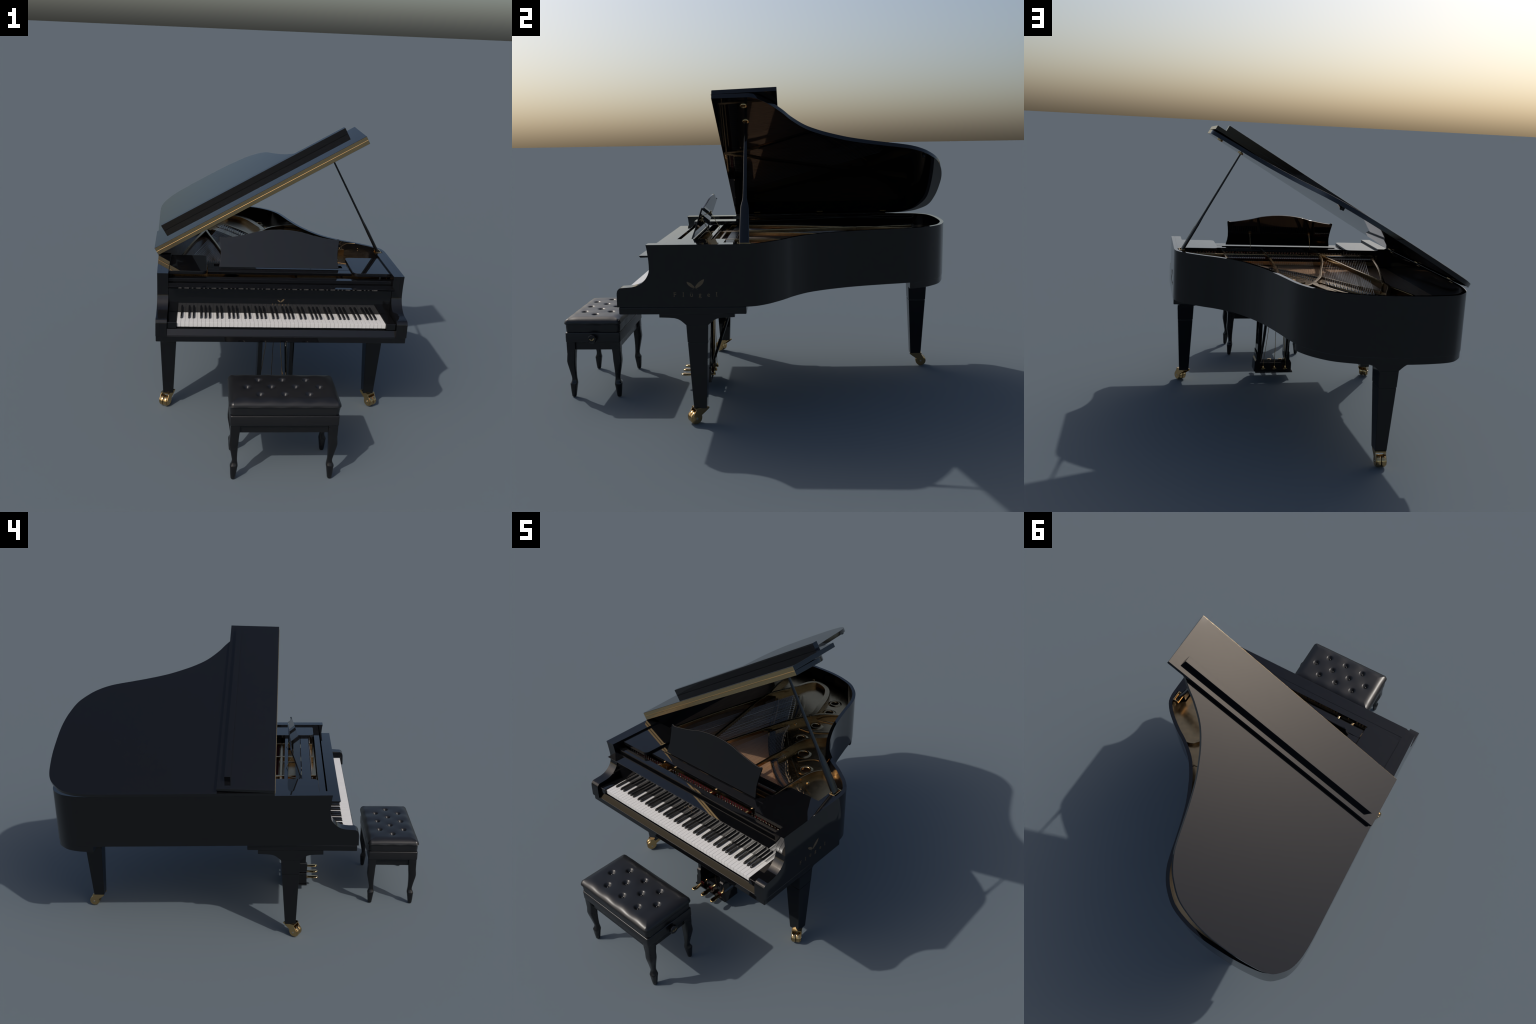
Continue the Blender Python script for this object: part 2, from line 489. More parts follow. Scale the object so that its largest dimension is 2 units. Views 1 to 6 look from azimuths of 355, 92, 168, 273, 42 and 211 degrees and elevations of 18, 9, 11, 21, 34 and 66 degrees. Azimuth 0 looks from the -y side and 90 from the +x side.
# shallow raised webs running out to the bent side
def bar(name, path, w, z0, z1, mat=IRON, par=None, bevel=0.003, step=0.02):
    """Bar with a plan path; width and underside may vary along it."""
    pts = spline([(x, y, 0) for x, y in path], step)
    m = len(pts)
    def at(v, i):
        v = v if isinstance(v, (list, tuple)) else [v, v]
        f = i / (m - 1) * (len(v) - 1)
        k = min(int(f), len(v) - 2)
        return v[k] + (v[k + 1] - v[k]) * (f - k)
    secs = []
    for i in range(m):
        t = (pts[min(i + 1, m - 1)] - pts[max(i - 1, 0)]).normalized()
        nr = Vector((-t.y, t.x, 0)) * (at(w, i) / 2)
        a, b, lo, hi = pts[i] + nr, pts[i] - nr, at(z0, i), at(z1, i)
        secs.append([(a.x, a.y, lo), (b.x, b.y, lo), (b.x, b.y, hi), (a.x, a.y, hi)])
    bm = bmesh.new()
    add_loft(bm, secs)
    return bake(bm, name, mat, par or plate, bevel, 2, 40, 50)

S = "strut"
bar(S, [(-0.5150, -0.20), (-0.5063, -0.11), (-0.448, 0.180), (-0.372, 0.470), (-0.355, 0.535)], [0.016, 0.013, 0.013, 0.020], [0.765, 0.778, 0.777, 0.745], ZST - 0.0005)
bar(S, [(-0.2060, -0.235), (-0.2250, -0.13), (-0.2600, 0.015), (-0.300, 0.220), (-0.346, 0.440), (-0.3600, 0.530),
        (-0.361, 0.595), (-0.330, 0.678), (-0.293, 0.770), (-0.272, 0.855), (-0.240, 0.897), (-0.178, 0.892),
        (-0.118, 0.857), (-0.066, 0.775), (-0.022, 0.655), (0.003, 0.575), (0.002, 0.53)],
    [0.014, 0.013, 0.013, 0.014, 0.015, 0.017, 0.026, 0.034, 0.030], [0.766, 0.778, 0.776, 0.755, 0.765, 0.765, 0.765], ZST)
bar(S, [(-0.362, 0.585), (-0.385, 0.645), (-0.415, 0.745), (-0.440, 0.86)], 0.014, 0.755, ZST - 0.003)
bar(S, [(-0.2050, -0.23), (-0.1960, -0.11), (-0.170, 0.010), (-0.120, 0.185), (-0.060, 0.395), (-0.018, 0.490), (0.006, 0.535),
        (0.050, 0.595), (0.095, 0.630), (0.160, 0.665)], [0.014, 0.013, 0.014, 0.018, 0.016], [0.766, 0.778, 0.777, 0.764, 0.764], ZST - 0.001)
bar(S, [(0.112, -0.40), (0.1135, -0.22), (0.118, -0.03), (0.127, 0.130), (0.133, 0.250), (0.155, 0.325), (0.235, 0.410)], 0.013, [0.764, 0.766, 0.778, 0.778, 0.764, 0.764, 0.764], ZST - 0.0012)
bar(S, [(0.355, -0.40), (0.361, -0.18), (0.366, 0.00), (0.381, 0.085), (0.412, 0.131), (0.475, 0.150)], 0.013, [0.764, 0.766, 0.776, 0.764, 0.764, 0.764], ZST - 0.0015)
bar(S, [(-0.192, -0.405), (-0.194, -0.33), (-0.204, -0.235)], 0.012, 0.762, ZST - 0.0018)
bar(S, [(-0.280, -0.405), (-0.256, -0.335), (-0.210, -0.235)], 0.012, 0.762, ZST - 0.0021)
bar("cross_web", [(AXL + 0.004, -0.208), (0.0, -0.208), (AXR - 0.004, -0.206)], 0.017, 0.762, ZST - 0.0028, bevel=0.005)
W2 = "plate_web"
bar(W2, [(0.02, 0.415), (0.10, 0.430), (0.215, 0.515)], 0.016, 0.764, ZPL + 0.006, bevel=0.003)
bar(W2, [(0.045, 0.560), (0.115, 0.580), (0.178, 0.600)], 0.016, 0.764, ZPL + 0.006, bevel=0.003)
bar(W2, [(0.23, 0.14), (0.285, 0.215), (0.36, 0.232)], 0.014, 0.764, ZPL + 0.004, bevel=0.002)
bar(W2, [(-0.004, 0.332), (0.112, 0.208), (0.174, 0.152), (0.315, 0.041), (0.393, -0.008), (0.47, -0.05)], 0.005, 0.764, ZPL + 0.0022, bevel=0.001)
bar(W2, [(-0.100, 0.283), (-0.010, 0.179), (0.078, 0.088), (0.116, 0.054), (0.219, -0.030), (0.321, -0.088), (0.42, -0.124)], 0.008, 0.757, ZPL + 0.0016, bevel=0.0015)

bar("plate_band", [(-0.078, 0.292), (0.008, 0.192), (0.092, 0.104), (0.130, 0.068), (0.228, -0.014), (0.328, -0.070)], 0.034, 0.764, ZPL + 0.0012, mat=DFELT, bevel=0.0005)  # black bar laid on the plate for its dark reflection near the front edge
bar("plate_bridge", [(0.140, 0.062), (0.190, 0.017), (0.238, -0.018), (0.308, -0.064), (0.350, -0.084)], 0.018, 0.764, ZPL + 0.0022, mat=DARKWOOD, bevel=0.001)

# bolts
bm = bmesh.new()
for x, y in ((0.125, 0.19), (0.40, 0.02), (-0.03, 0.44), (-0.50, 0.90), (-0.30, 0.955)):
    add_lathe(bm, [(0.0085, 0), (0.0085, 0.004), (0.0055, 0.0065), (0.002, 0.0078)], (x, y, ZPL), 12)
stuff(bake(bm, "plate_bolt", BRASS, plate))

# ---- bridges
bar("treble_bridge", [(0.46, -0.142), (0.36, -0.105), (0.26, -0.045), (0.15, 0.035), (0.05, 0.135), (-0.04, 0.245), (-0.12, 0.345)],
    0.020, ZSB, 0.7555, MAPLE, piano, 0.002)
bar("bass_bridge", [(-0.095, 0.295), (-0.117, 0.329), (-0.178, 0.424), (-0.2535, 0.533), (-0.318, 0.612)], 0.018, ZSB, 0.7735, MAPLE, piano, 0.002)
bar("bass_bridge_sky_strip", [(-0.098, 0.300), (-0.117, 0.329), (-0.178, 0.424), (-0.2535, 0.533), (-0.316, 0.610)], 0.008, 0.770, 0.7765, IRON, piano, 0.001)  # pale strip modelled for bright sky mirrored along the bridge top
bar("plate_band", [(-0.102, 0.352), (-0.133, 0.400), (-0.180, 0.465), (-0.245, 0.560), (-0.315, 0.645)], 0.040, 0.755, 0.7655, mat=MAPLE, bevel=0.0005)

# ---- strings (tenor and treble fan, then the crossing bass strings) and their pins
def front_back(t):
    """Front and back end of the string at parameter t (0 tenor .. 1 top treble)."""
    xf_ = -0.165 + t * 0.69
    hx = [(-0.045, 0.40), (0.0, 0.300), (0.060, 0.215), (0.120, 0.150), (0.200, 0.085), (0.255, 0.020), (0.318, -0.025), (0.372, -0.035), (0.440, -0.075), (0.510, -0.095)]
    f = t * (len(hx) - 1)
    k = min(int(f), len(hx) - 2)
    a, b = Vector(hx[k]), Vector(hx[k + 1])
    q = a + (b - a) * (f - k)
    return Vector((xf_, -0.225, 0.7745)), Vector((q.x, q.y, ZPL + 0.0035))

bm = bmesh.new()
pin = bmesh.new()
N = 120
skip = lambda x: any(abs(x - s) < 0.012 for s in (-0.20, 0.113, 0.357))
for i in range(N):
    t = i / (N - 1)
    a, b = front_back(t)
    b = b + Vector((0.0, (0.012 if i % 2 else -0.004), 0))
    if skip(a.x):
        continue
    add_tube(bm, [a, b], 0.00045, 4, caps=False)
    if i % 2 == 0 or i % 3 == 0:
        c = b + Vector((rng.uniform(-0.001, 0.001), 0.0, -0.0045))
        add_lathe(pin, [(0.0021, 0), (0.0021, 0.0075), (0.0012, 0.0092)], c, 7)
cb = bmesh.new()
NB = 27
for i in range(NB):
    t = i / (NB - 1)
    a = Vector((-0.472 + 0.272 * t, -0.130, 0.782))
    b = Vector((-0.255 + 0.170 * t, 0.690 - 0.255 * t, 0.779))
    a.y = -0.225
    a.x -= 0.022
    add_tube(cb, [a, b], 0.0011 - 0.0004 * t, 6, caps=False)
    if i % 2 == 0:
        add_lathe(pin, [(0.003, 0), (0.003, 0.006), (0.0015, 0.008)], (b.x, b.y, 0.772), 8)
    else:
        b2 = b + Vector((0.008, 0.022, 0))
        add_tube(cb, [b, b2], 0.0008, 6, caps=False)
        add_lathe(pin, [(0.003, 0), (0.003, 0.006), (0.0015, 0.008)], (b2.x, b2.y, 0.772), 8)
stuff(bake(bm, "string", WIRE, piano, smooth=60))
stuff(bake(cb, "bass_string", COPPER, piano, smooth=60))
stuff(bake(pin, "hitch_pin", STEEL, plate, smooth=40))
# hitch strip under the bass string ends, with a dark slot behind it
bar("bass_hitch_strip", [(-0.070, 0.415), (-0.103, 0.468), (-0.150, 0.540), (-0.205, 0.625), (-0.280, 0.705)], [0.030, 0.034, 0.036, 0.036, 0.03], 0.745, 0.7725, IRON, plate, 0.003)
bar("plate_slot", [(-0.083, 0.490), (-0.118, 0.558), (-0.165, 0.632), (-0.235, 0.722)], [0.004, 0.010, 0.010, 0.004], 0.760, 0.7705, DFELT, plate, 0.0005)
bar("bass_hitch_strip", [(-0.066, 0.508), (-0.102, 0.583), (-0.145, 0.652), (-0.215, 0.745)], [0.016, 0.024, 0.026, 0.02], 0.745, 0.7720, IRON, plate, 0.003)
# tuning pins and red felt at the front, dampers behind the cross web
bm = bmesh.new()
x = AXL + 0.03
while x < AXR - 0.02:
    if not any(abs(x - s) < 0.018 for s in (-0.20, -0.265, 0.112, 0.355)):
        for k, y in enumerate((-0.381,)):
            xx = x + 0.005 * (k % 2) + rng.uniform(-0.0006, 0.0006)
            add_lathe(bm, [(0.0033, 0), (0.0033, 0.026), (0.0028, 0.033), (0.0022, 0.034)], (xx, y, ZPL - 0.005), 8)
            add_lathe(bm, [(0.0046, 0.006), (0.0046, 0.010)], (xx, y, ZPL - 0.005), 8)
    x += 0.0180
stuff(bake(bm, "tuning_pin", STEEL, plate, smooth=40))
bm = bmesh.new()
for x0, x1 in ((AXL + 0.02, -0.30), (-0.175, 0.095), (0.13, 0.34), (0.375, AXR - 0.02)):
    add_box(bm, x0, x1, -0.366, -0.346, ZPL - 0.005, ZPL - 0.001)
bake(bm, "pin_felt", FELT, plate, 0.001)
bm = bmesh.new()
dm = bmesh.new()
dk = bmesh.new()
x = -0.500
i = 0
while x < 0.365:
    if not any(abs(x - s) < 0.011 for s in (-0.225, -0.196, 0.1145, 0.362)):
        y = -0.150 + 0.028 * max(0.0, (x + 0.2)) * 0.2
        if x < -0.2:
            y = -0.145
        add_box(dm, x - 0.0042, x + 0.0042, y - 0.020, y + 0.020, 0.785, 0.792)
        add_box(dk, x - 0.0044, x + 0.0044, y - 0.022, y + 0.022, 0.7922, 0.798 if x > -0.2 else 0.802)
    x += 0.0118
    i += 1
stuff(bake(dm, "damper_felt", WFELT, piano))
stuff(bake(dk, "damper_head", SATIN, piano, 0.0006))
bm.free()
box("damper_rail", -0.515, 0.375, -0.191, -0.176, 0.766, 0.781, FELT, piano, 0.001)

# ---- prop stick with brass foot and the two brass cups under the lid
A, B = Vector((0.6180, -0.043, 0.842)), Vector((0.3140, -0.0465, 1.3800))
ax = (B - A).normalized()
wy = Vector((0, 1, 0))
th = ax.cross(wy).normalized()
L = (B - A).length
secs = []
for f, w, t in ((0.0, 0.0440, 0.0155), (0.02, 0.0455, 0.0160), (0.15, 0.0425, 0.0160), (0.27, 0.0390, 0.0155), (0.305, 0.0345, 0.0145), (0.335, 0.0250, 0.0130), (0.365, 0.0195, 0.0120),
                (0.42, 0.0178, 0.0115), (0.7, 0.0155, 0.0105), (1.0, 0.0115, 0.0090)):
    c = A + ax * (L * f)
    ring = []
    for k in range(12):
        a = 2 * math.pi * (k + 0.5) / 12
        ca, sa = math.cos(a), math.sin(a)
        px = math.copysign(abs(ca) ** 0.45, ca) * w / 2
        py = math.copysign(abs(sa) ** 0.45, sa) * t / 2
        ring.append(c + wy * px + th * py)
    secs.append(ring)
bm = bmesh.new()
add_loft(bm, secs)
prop = bake(bm, "prop_stick", LACQUER, piano, smooth=50)
bm = bmesh.new()
pxf = Matrix((( ax.x, wy.x, th.x, A.x), (ax.y, wy.y, th.y, A.y), (ax.z, wy.z, th.z, A.z), (0, 0, 0, 1)))
for s_ in (1, -1):
    add_box(bm, 0.006, 0.150, -0.0105, -0.0085, s_ * 0.0075, s_ * 0.0084, pxf)
bake(bm, "prop_groove", EBONY, prop)
bm = bmesh.new()
add_box(bm, 0.6040, 0.6310, -0.073, -0.067, 0.836, 0.8505)
add_box(bm, 0.6040, 0.6310, -0.019, -0.013, 0.836, 0.8505)
add_box(bm, 0.6300, 0.6345, -0.073, -0.013, 0.836, 0.8500)
add_box(bm, 0.6040, 0.6345, -0.070, -0.016, 0.826, 0.8365)
bake(bm, "prop_bracket", BRASS, piano, 0.001)
add = bmesh.new()
add_tube(add, [(0.618, -0.074, 0.842), (0.618, -0.012, 0.842)], 0.004, 12)
bake(add, "prop_pivot", BRASS, piano)

# ---- lid: main leaf hinged on the bass side, front flap folded back over it
TH = math.radians(30.0)
YF = -0.1815
S0 = bass_x(YF) - 0.0004
hinge_axis = Vector((-0.034, 1.0, 0.0)).normalized()
LID = (Matrix.Translation((-0.6166, YF, 0.8478)) @ Matrix.Rotation(-TH, 4, hinge_axis) @ Matrix.Translation((-S0, -YF, 0)))   # closed plan position -> raised
T1 = 0.0218
lid_plan = offset(rim_out, 0.001)
lid_plan = [(min(p[0], 0.6540), p[1]) for p in lid_plan if p[1] > YF + 0.05]
SMAX = 0.6540
lid_plan = [(S0, YF)] + lid_plan + [(SMAX, YF)]
lid = prism("lid", lid_plan, 0.0, T1 - 0.0003, LACQUER, piano, bevel=0.0010, seg=2, smooth=30, xf=LID)
FLAP = LID @ Matrix.Translation((0, YF, T1)) @ Matrix.Rotation(math.radians(1.25), 4, 'X')
box("lid_flap", S0, SMAX, 0.0, 0.2935, 0.0, T1, LACQUER, lid, 0.0010, 2, FLAP)
box("flap_lip", S0 + 0.050, S0 + 1.214, 0.2255, 0.2565, T1 + 0.0003, T1 + 0.0362, LACQUER, lid, 0.0012, 2, FLAP)
bm = bmesh.new()
add_box(bm, S0 + 0.001, SMAX - 0.001, YF - 0.0012, YF + 0.002, 0.0012, T1 - 0.0010, LID)
add_box(bm, S0 + 0.001, SMAX - 0.001, YF - 0.0012, YF + 0.002, T1 + 0.0008, 2 * T1 - 0.0016, LID)
hinge = bake(bm, "lid_hinge", BRUSHED, lid, 0.0003)
bm = bmesh.new()
add_tube(bm, [LID @ Vector((S0 + 0.001, YF - 0.0012, T1 - 0.0002)), LID @ Vector((SMAX - 0.001, YF - 0.0012, T1 - 0.0002))], 0.0019, 10)
bake(bm, "hinge_knuckle", BRASS, hinge)
for px in (0.3130, 0.4275):
    s = (px + 0.6166) / math.cos(TH) + S0
    bm = bmesh.new()
    add_lathe(bm, [(0.0165, 0.0002), (0.0165, -0.0025), (0.0150, -0.0052), (0.0110, -0.0056), (0.0075, -0.0030), (0.003, -0.0025)], (0, 0, 0), 24)
    bmesh.ops.transform(bm, matrix=LID @ Matrix.Translation((s, -0.0425, 0)), verts=bm.verts)
    bake(bm, "prop_cup", BRASS, lid, smooth=40)
bm = bmesh.new()
add_lathe(bm, [(0.006, 0.0005), (0.0075, -0.009), (0.006, -0.0125)], (0.070, 0.855, 0), 14)
bmesh.ops.transform(bm, matrix=LID, verts=bm.verts)
bake(bm, "lid_bumper", DFELT, lid, smooth=40)
for y in (-0.05, 0.331, 0.716):   # low butt hinges along the bass side
    bm = bmesh.new()
    xh = bass_x(y)
    add_box(bm, xh + 0.003, xh + RT - 0.002, y - 0.018, y + 0.018, ZTOP + 0.0002, ZTOP + 0.0012)
    add_box(bm, xh + RT + 0.004, xh + RT + 0.018, y - 0.018, y + 0.018, -0.0012, -0.0002, LID)
    bake(bm, "butt_hinge", BRASS, lid)

# ---- legs with twin-wheel casters
def caster(parent, c, ang, zt):
    """c = point between the wheels, ang = heading of the trail (radians)."""
    R = Matrix.Translation((c[0], c[1], 0)) @ Matrix.Rotation(ang, 4, 'Z')   # local +x: trail direction
    bm = bmesh.new()
    wr = 0.0292
    for s_ in (-1, 1):
        prof = [(wr - 0.004, 0.0010), (wr - 0.0008, 0.0022), (wr, 0.0042), (wr, 0.0180), (wr - 0.0010, 0.0205), (wr - 0.004, 0.0220)]
        xf = Matrix.Rotation(math.radians(90) * s_, 3, 'X')
        sub_c = R @ Vector((0, 0, wr))
        add_lathe(bm, prof, sub_c, 28, (R.to_3x3() @ xf))
    wheels = bake(bm, "caster_wheel", BRASS, parent, smooth=35)
    bm = bmesh.new()
    side = []
    for k in range(15):       # cheek: disc round the axle, tail running up to the mounting plate
        a = math.radians(-205 + 250 * k / 14)
        side.append((0.0235 * math.cos(a), wr + 0.0235 * math.sin(a)))
    side += [(0.004, zt - 0.010), (0.002, zt), (-0.062, zt), (-0.064, zt - 0.006), (-0.046, zt - 0.020)]
    for y0, y1 in ((0.0226, 0.0262), (-0.0262, -0.0226)):
        add_prism(bm, side, y0, y1, 'y', R)
    add_box(bm, -0.060, 0.004, -0.0260, 0.0260, zt - 0.0065, zt, R)
    bake(bm, "caster_fork", BRASS, parent, 0.0008)
    bm = bmesh.new()
    add_tube(bm, [R @ Vector((0, -0.0278, wr)), R @ Vector((0, 0.0278, wr))], 0.005, 12)
    bake(bm, "caster_axle", STEEL, parent)

def tapered(bm, cx, cy, levels, turn=False):
    """levels: (z, half width x, half width y)."""
    add_loft(bm, [[(cx - a, cy - b, z), (cx + a, cy - b, z), (cx + a, cy + b, z), (cx - a, cy + b, z)] for z, a, b in levels])

def leg(cx, cy, trail, flare_axis, zblock):
    ZB, ZJ, ZT = 0.0745, 0.3925, 0.476
    hx = lambda z: 0.0281 + (z - ZB) * 0.0188 / (ZT - ZB)
    hy = lambda z: 0.0295 + (z - ZB) * 0.0205 / (ZT - ZB)
    bm = bmesh.new()
    tapered(bm, cx, cy, [(ZB, hx(ZB), hy(ZB)), (ZJ - 0.001, hx(ZJ), hy(ZJ))])
    low = bake(bm, "leg", LACQUER, piano, 0.0016, 2)
    bm = bmesh.new()
    tapered(bm, cx, cy, [(ZJ - 0.0015, hx(ZJ) - 0.0022, hy(ZJ) - 0.0022), (ZJ + 0.0025, hx(ZJ) - 0.0022, hy(ZJ) - 0.0022)])
    bake(bm, "leg_joint", SATIN, low)
    bm = bmesh.new()
    tapered(bm, cx, cy, [(ZJ + 0.002, hx(ZJ) + 0.0008, hy(ZJ) + 0.0008), (ZT, hx(ZT), hy(ZT))])
    bake(bm, "leg_collar", LACQUER, low, 0.0012, 2)
    # flared head: concave sweep out to the mounting block
    h = hy(ZT) if flare_axis == 'y' else hx(ZT)
    c = cy if flare_axis == 'y' else cx
    sw = [(h + 0.0005, ZT), (h + 0.012, ZT + 0.0105), (h + 0.024, ZT + 0.0205), (h + 0.036, ZT + 0.0275), (h + 0.052, ZT + 0.0320), (h + 0.075, ZT + 0.0340)]
    outl = [(c + a, z) for a, z in sw]
    if zblock:
        outl += [(c + 0.171, 0.5117), (c + 0.171, zblock), (c - 0.171, zblock), (c - 0.171, 0.5117)]
    else:
        outl += [(c + 0.095, 0.5135), (c + 0.095, ZBED - 0.0015), (c - 0.095, ZBED - 0.0015), (c - 0.095, 0.5135)]
    outl += [(c - a, z) for a, z in reversed(sw)]
    wd = (hx(ZT) if flare_axis == 'y' else hy(ZT)) - 0.0004
    o = cx if flare_axis == 'y' else cy
    prism("leg_head", outl, o - wd, o + wd, LACQUER, low, 'x' if flare_axis == 'y' else 'y', 0.0012, 2, 30)
    d = Vector((math.cos(trail), math.sin(trail)))
    caster(low, (cx + d.x * 0.033, cy + d.y * 0.033), trail, ZB + 0.0015)

leg(-0.5570, -0.2625, math.radians(-120), 'y', ZBED - 0.0015)
leg(0.5770, -0.2625, math.radians(-59), 'y', ZBED - 0.0015)
leg(-0.2760, 0.8665, math.radians(86), 'x', None)

# ---- pedal lyre
LYX0, LYX1 = -0.0950, 0.1300
lyre = box("lyre_box", LYX0 + 0.004, LYX1 - 0.004, -0.340, -0.276, 0.044, 0.098, LACQUER, piano, 0.0016)
box("lyre_foot", LYX0 - 0.004, LYX1 + 0.006, -0.3635, -0.268, 0.0345, 0.0438, LACQUER, lyre, 0.002)
for sx in (-1, 1):
    cx = -0.0590 if sx < 0 else 0.1140
    bm = bmesh.new()
    # cheek with a stepped shoulder, then the slim upright post; o = outward, i = inward half width
    sec = lambda o, i, y0, y1, z: [(cx + sx * o, y0, z), (cx - sx * i, y0, z), (cx - sx * i, y1, z), (cx + sx * o, y1, z)]
    add_loft(bm, [sec(0.0300, 0.0050, -0.3625, -0.2690, 0.0439), sec(0.0265, 0.0050, -0.3622, -0.2690, 0.100), sec(0.0255, 0.0060, -0.3622, -0.2690, 0.110),
                  sec(0.0178, 0.0090, -0.3635, -0.2690, 0.120), sec(0.0170, 0.0105, -0.3650, -0.2690, 0.140), sec(0.0165, 0.0110, -0.3665, -0.2690, 0.1655),
                  sec(0.0125, 0.0106, -0.3580, -0.2680, 0.1735), sec(0.0118, 0.0118, -0.3570, -0.2670, 0.30), sec(0.0118, 0.0118, -0.3560, -0.2650, ZBED - 0.0015)])
    bake(bm, "lyre_post", LACQUER, lyre, 0.0014, 2, 25)
    bm = bmesh.new()
    bx = cx - 0.009 * sx
    add_tube(bm, [(bx, -0.268, 0.115), (bx - 0.004 * sx, -0.205, 0.300), (bx - 0.006 * sx, -0.128, ZBED - 0.0015)], [0.0052, 0.0085, 0.0085], 10)
    bake(bm, "lyre_brace", LACQUER, lyre)
for i, px in enumerate((-0.0489, 0.0233, 0.0980)):
    # pedal: narrow neck swelling to a rounded, slightly dished toe
    path = [(-0.250, 0.0080, 0.0680), (-0.335, 0.0084, 0.0690), (-0.362, 0.0088, 0.0680), (-0.385, 0.0110, 0.0668), (-0.402, 0.0142, 0.0672),
            (-0.418, 0.0156, 0.0680), (-0.4275, 0.0128, 0.0685), (-0.4335, 0.0060, 0.0675)]
    secs = []
    cx0 = px * 0.94 + 0.0015
    for k, (y, hw, z) in enumerate(path):
        f = k / (len(path) - 1)
        c = cx0 + (px - cx0) * f
        ring = []
        hh = 0.0055 if k < 6 else (0.0045 if k == 6 else 0.003)
        for j in range(12):
            a = 2 * math.pi * j / 12
            ca, sa = math.cos(a), math.sin(a)
            ring.append((c + math.copysign(abs(ca) ** 0.6, ca) * hw, y, z + math.copysign(abs(sa) ** 0.7, sa) * hh))
        secs.append(ring)
    bm = bmesh.new()
    add_loft(bm, secs)
    bake(bm, "pedal", BRASS, lyre, smooth=60)
    bm = bmesh.new()
    for y0, y1 in ((-0.3625, -0.3580), (-0.2765, -0.2710)):
        add_box(bm, cx0 - 0.0118, cx0 - 0.0098, y0, y1, 0.057, 0.0795)
        add_box(bm, cx0 + 0.0098, cx0 + 0.0118, y0, y1, 0.057, 0.0795)
        add_box(bm, cx0 - 0.0118, cx0 + 0.0118, y0, y1, 0.0778, 0.0800)
    bake(bm, "pedal_felt", FELT, lyre)
    bm = bmesh.new()
    rx = cx0 - 0.004
    tx = (-0.0185, 0.0215, 0.0605)[i]
    add_tube(bm, [(rx, -0.2580, 0.070), (rx, -0.2585, 0.105), (tx, -0.2585, 0.375), (tx + 0.002, -0.2585, ZBED - 0.0015)], 0.0017, 8)
    add_lathe(bm, [(0.004, -0.006), (0.006, 0.0), (0.006, 0.008), (0.0035, 0.016)], (rx, -0.2580, 0.068), 10)
    add_tube(bm, [(rx - 0.012, -0.2560, 0.068), (rx + 0.012, -0.2560, 0.068)], 0.0042, 10)
    bake(bm, "pedal_rod", BRASS, lyre, smooth=40)

# ---- inlaid mark: crossed quills over the spaced word, on the treble side and the fallboard
def quill_pts(x0, y0, ang, length, width):
    pts = []
    n = 14
    for s_ in (1, -1):
        rngk = range(n + 1) if s_ == 1 else range(n, -1, -1)
        for k in rngk:
            t = k / n
            w = width * (math.sin(math.pi * min(1, 0.12 + 0.88 * t) ** 1.15) ** 0.6) * (0.62 if s_ < 0 else 0.42)
            if k == n:
                w = width * 0.1
            px, py = t * length, s_ * w
            pts.append((x0 + px * math.cos(ang) - py * math.sin(ang), y0 + px * math.sin(ang) + py * math.cos(ang)))
    return pts

def mark(parent, frame, width):
    """frame: matrix taking (right, up, out) to the world; the word is `width` long."""
    k = width / 0.2
    parts = []
    bm = bmesh.new()
    add_prism(bm, quill_pts(0.003 * k, 0.042 * k, math.radians(43), 0.052 * k, 0.0165 * k), 0.0001, 0.0007, 'z', frame)
    q = quill_pts(0.003 * k, 0.042 * k, math.radians(37), 0.040 * k, 0.0130 * k)
    q = [(-x, y) for x, y in q]
    add_prism(bm, q, 0.0001, 0.00072, 'z', frame)
    for s_ in (1, -1):
        a, b = Vector((0.006 * s_ * k, 0.045 * k)), Vector((-0.012 * s_ * k, 0.0325 * k))
        nrm = Vector((0.3, 1.0)) * 0.0006 * k
        add_prism(bm, [a + nrm, b + nrm, b - nrm, a - nrm], 0.00008, 0.0006 if s_ > 0 else 0.00066, 'z', frame)
    bake(bm, "quill_mark", INLAY, parent)
    for ch, cx in zip("Fl\u00fcgel", (-0.0900, -0.0525, -0.0160, 0.0225, 0.0605, 0.0960)):
        cu = bpy.data.curves.new("letter", 'FONT')
        cu.body = ch
        cu.size = 0.029 * k
        cu.align_x = 'CENTER'
        cu.extrude = 0.0003
        cu.resolution_u = 3
        o = bpy.data.objects.new("letter_tmp", cu)
        COL.objects.link(o)
        bpy.context.view_layer.update()
        me = bpy.data.meshes.new_from_object(o.evaluated_get(bpy.context.evaluated_depsgraph_get()))
        bpy.data.objects.remove(o)
        b2 = bmesh.new(); b2.from_mesh(me)
        # slim serif feet and heads for the upright strokes
        ys = [v.co.y for v in b2.verts]
        xs = [v.co.x for v in b2.verts]
        if ch in "lF":
            xa = min(xs)
            w = 0.0034 * k
            for yb in (0.0, max(ys) - 0.0012 * k):
                add_box(b2, xa - 0.0018 * k, xa + w + 0.0012 * k, yb, yb + 0.0012 * k, -0.00031, 0.00031)
        bmesh.ops.transform(b2, matrix=frame @ Matrix.Translation((cx * k, 0, 0.0004)), verts=b2.verts)
        me2 = bpy.data.meshes.new("letter")
        b2.to_mesh(me2); b2.free()
        finish(me2, INLAY)
        obj("letter", me2, parent)

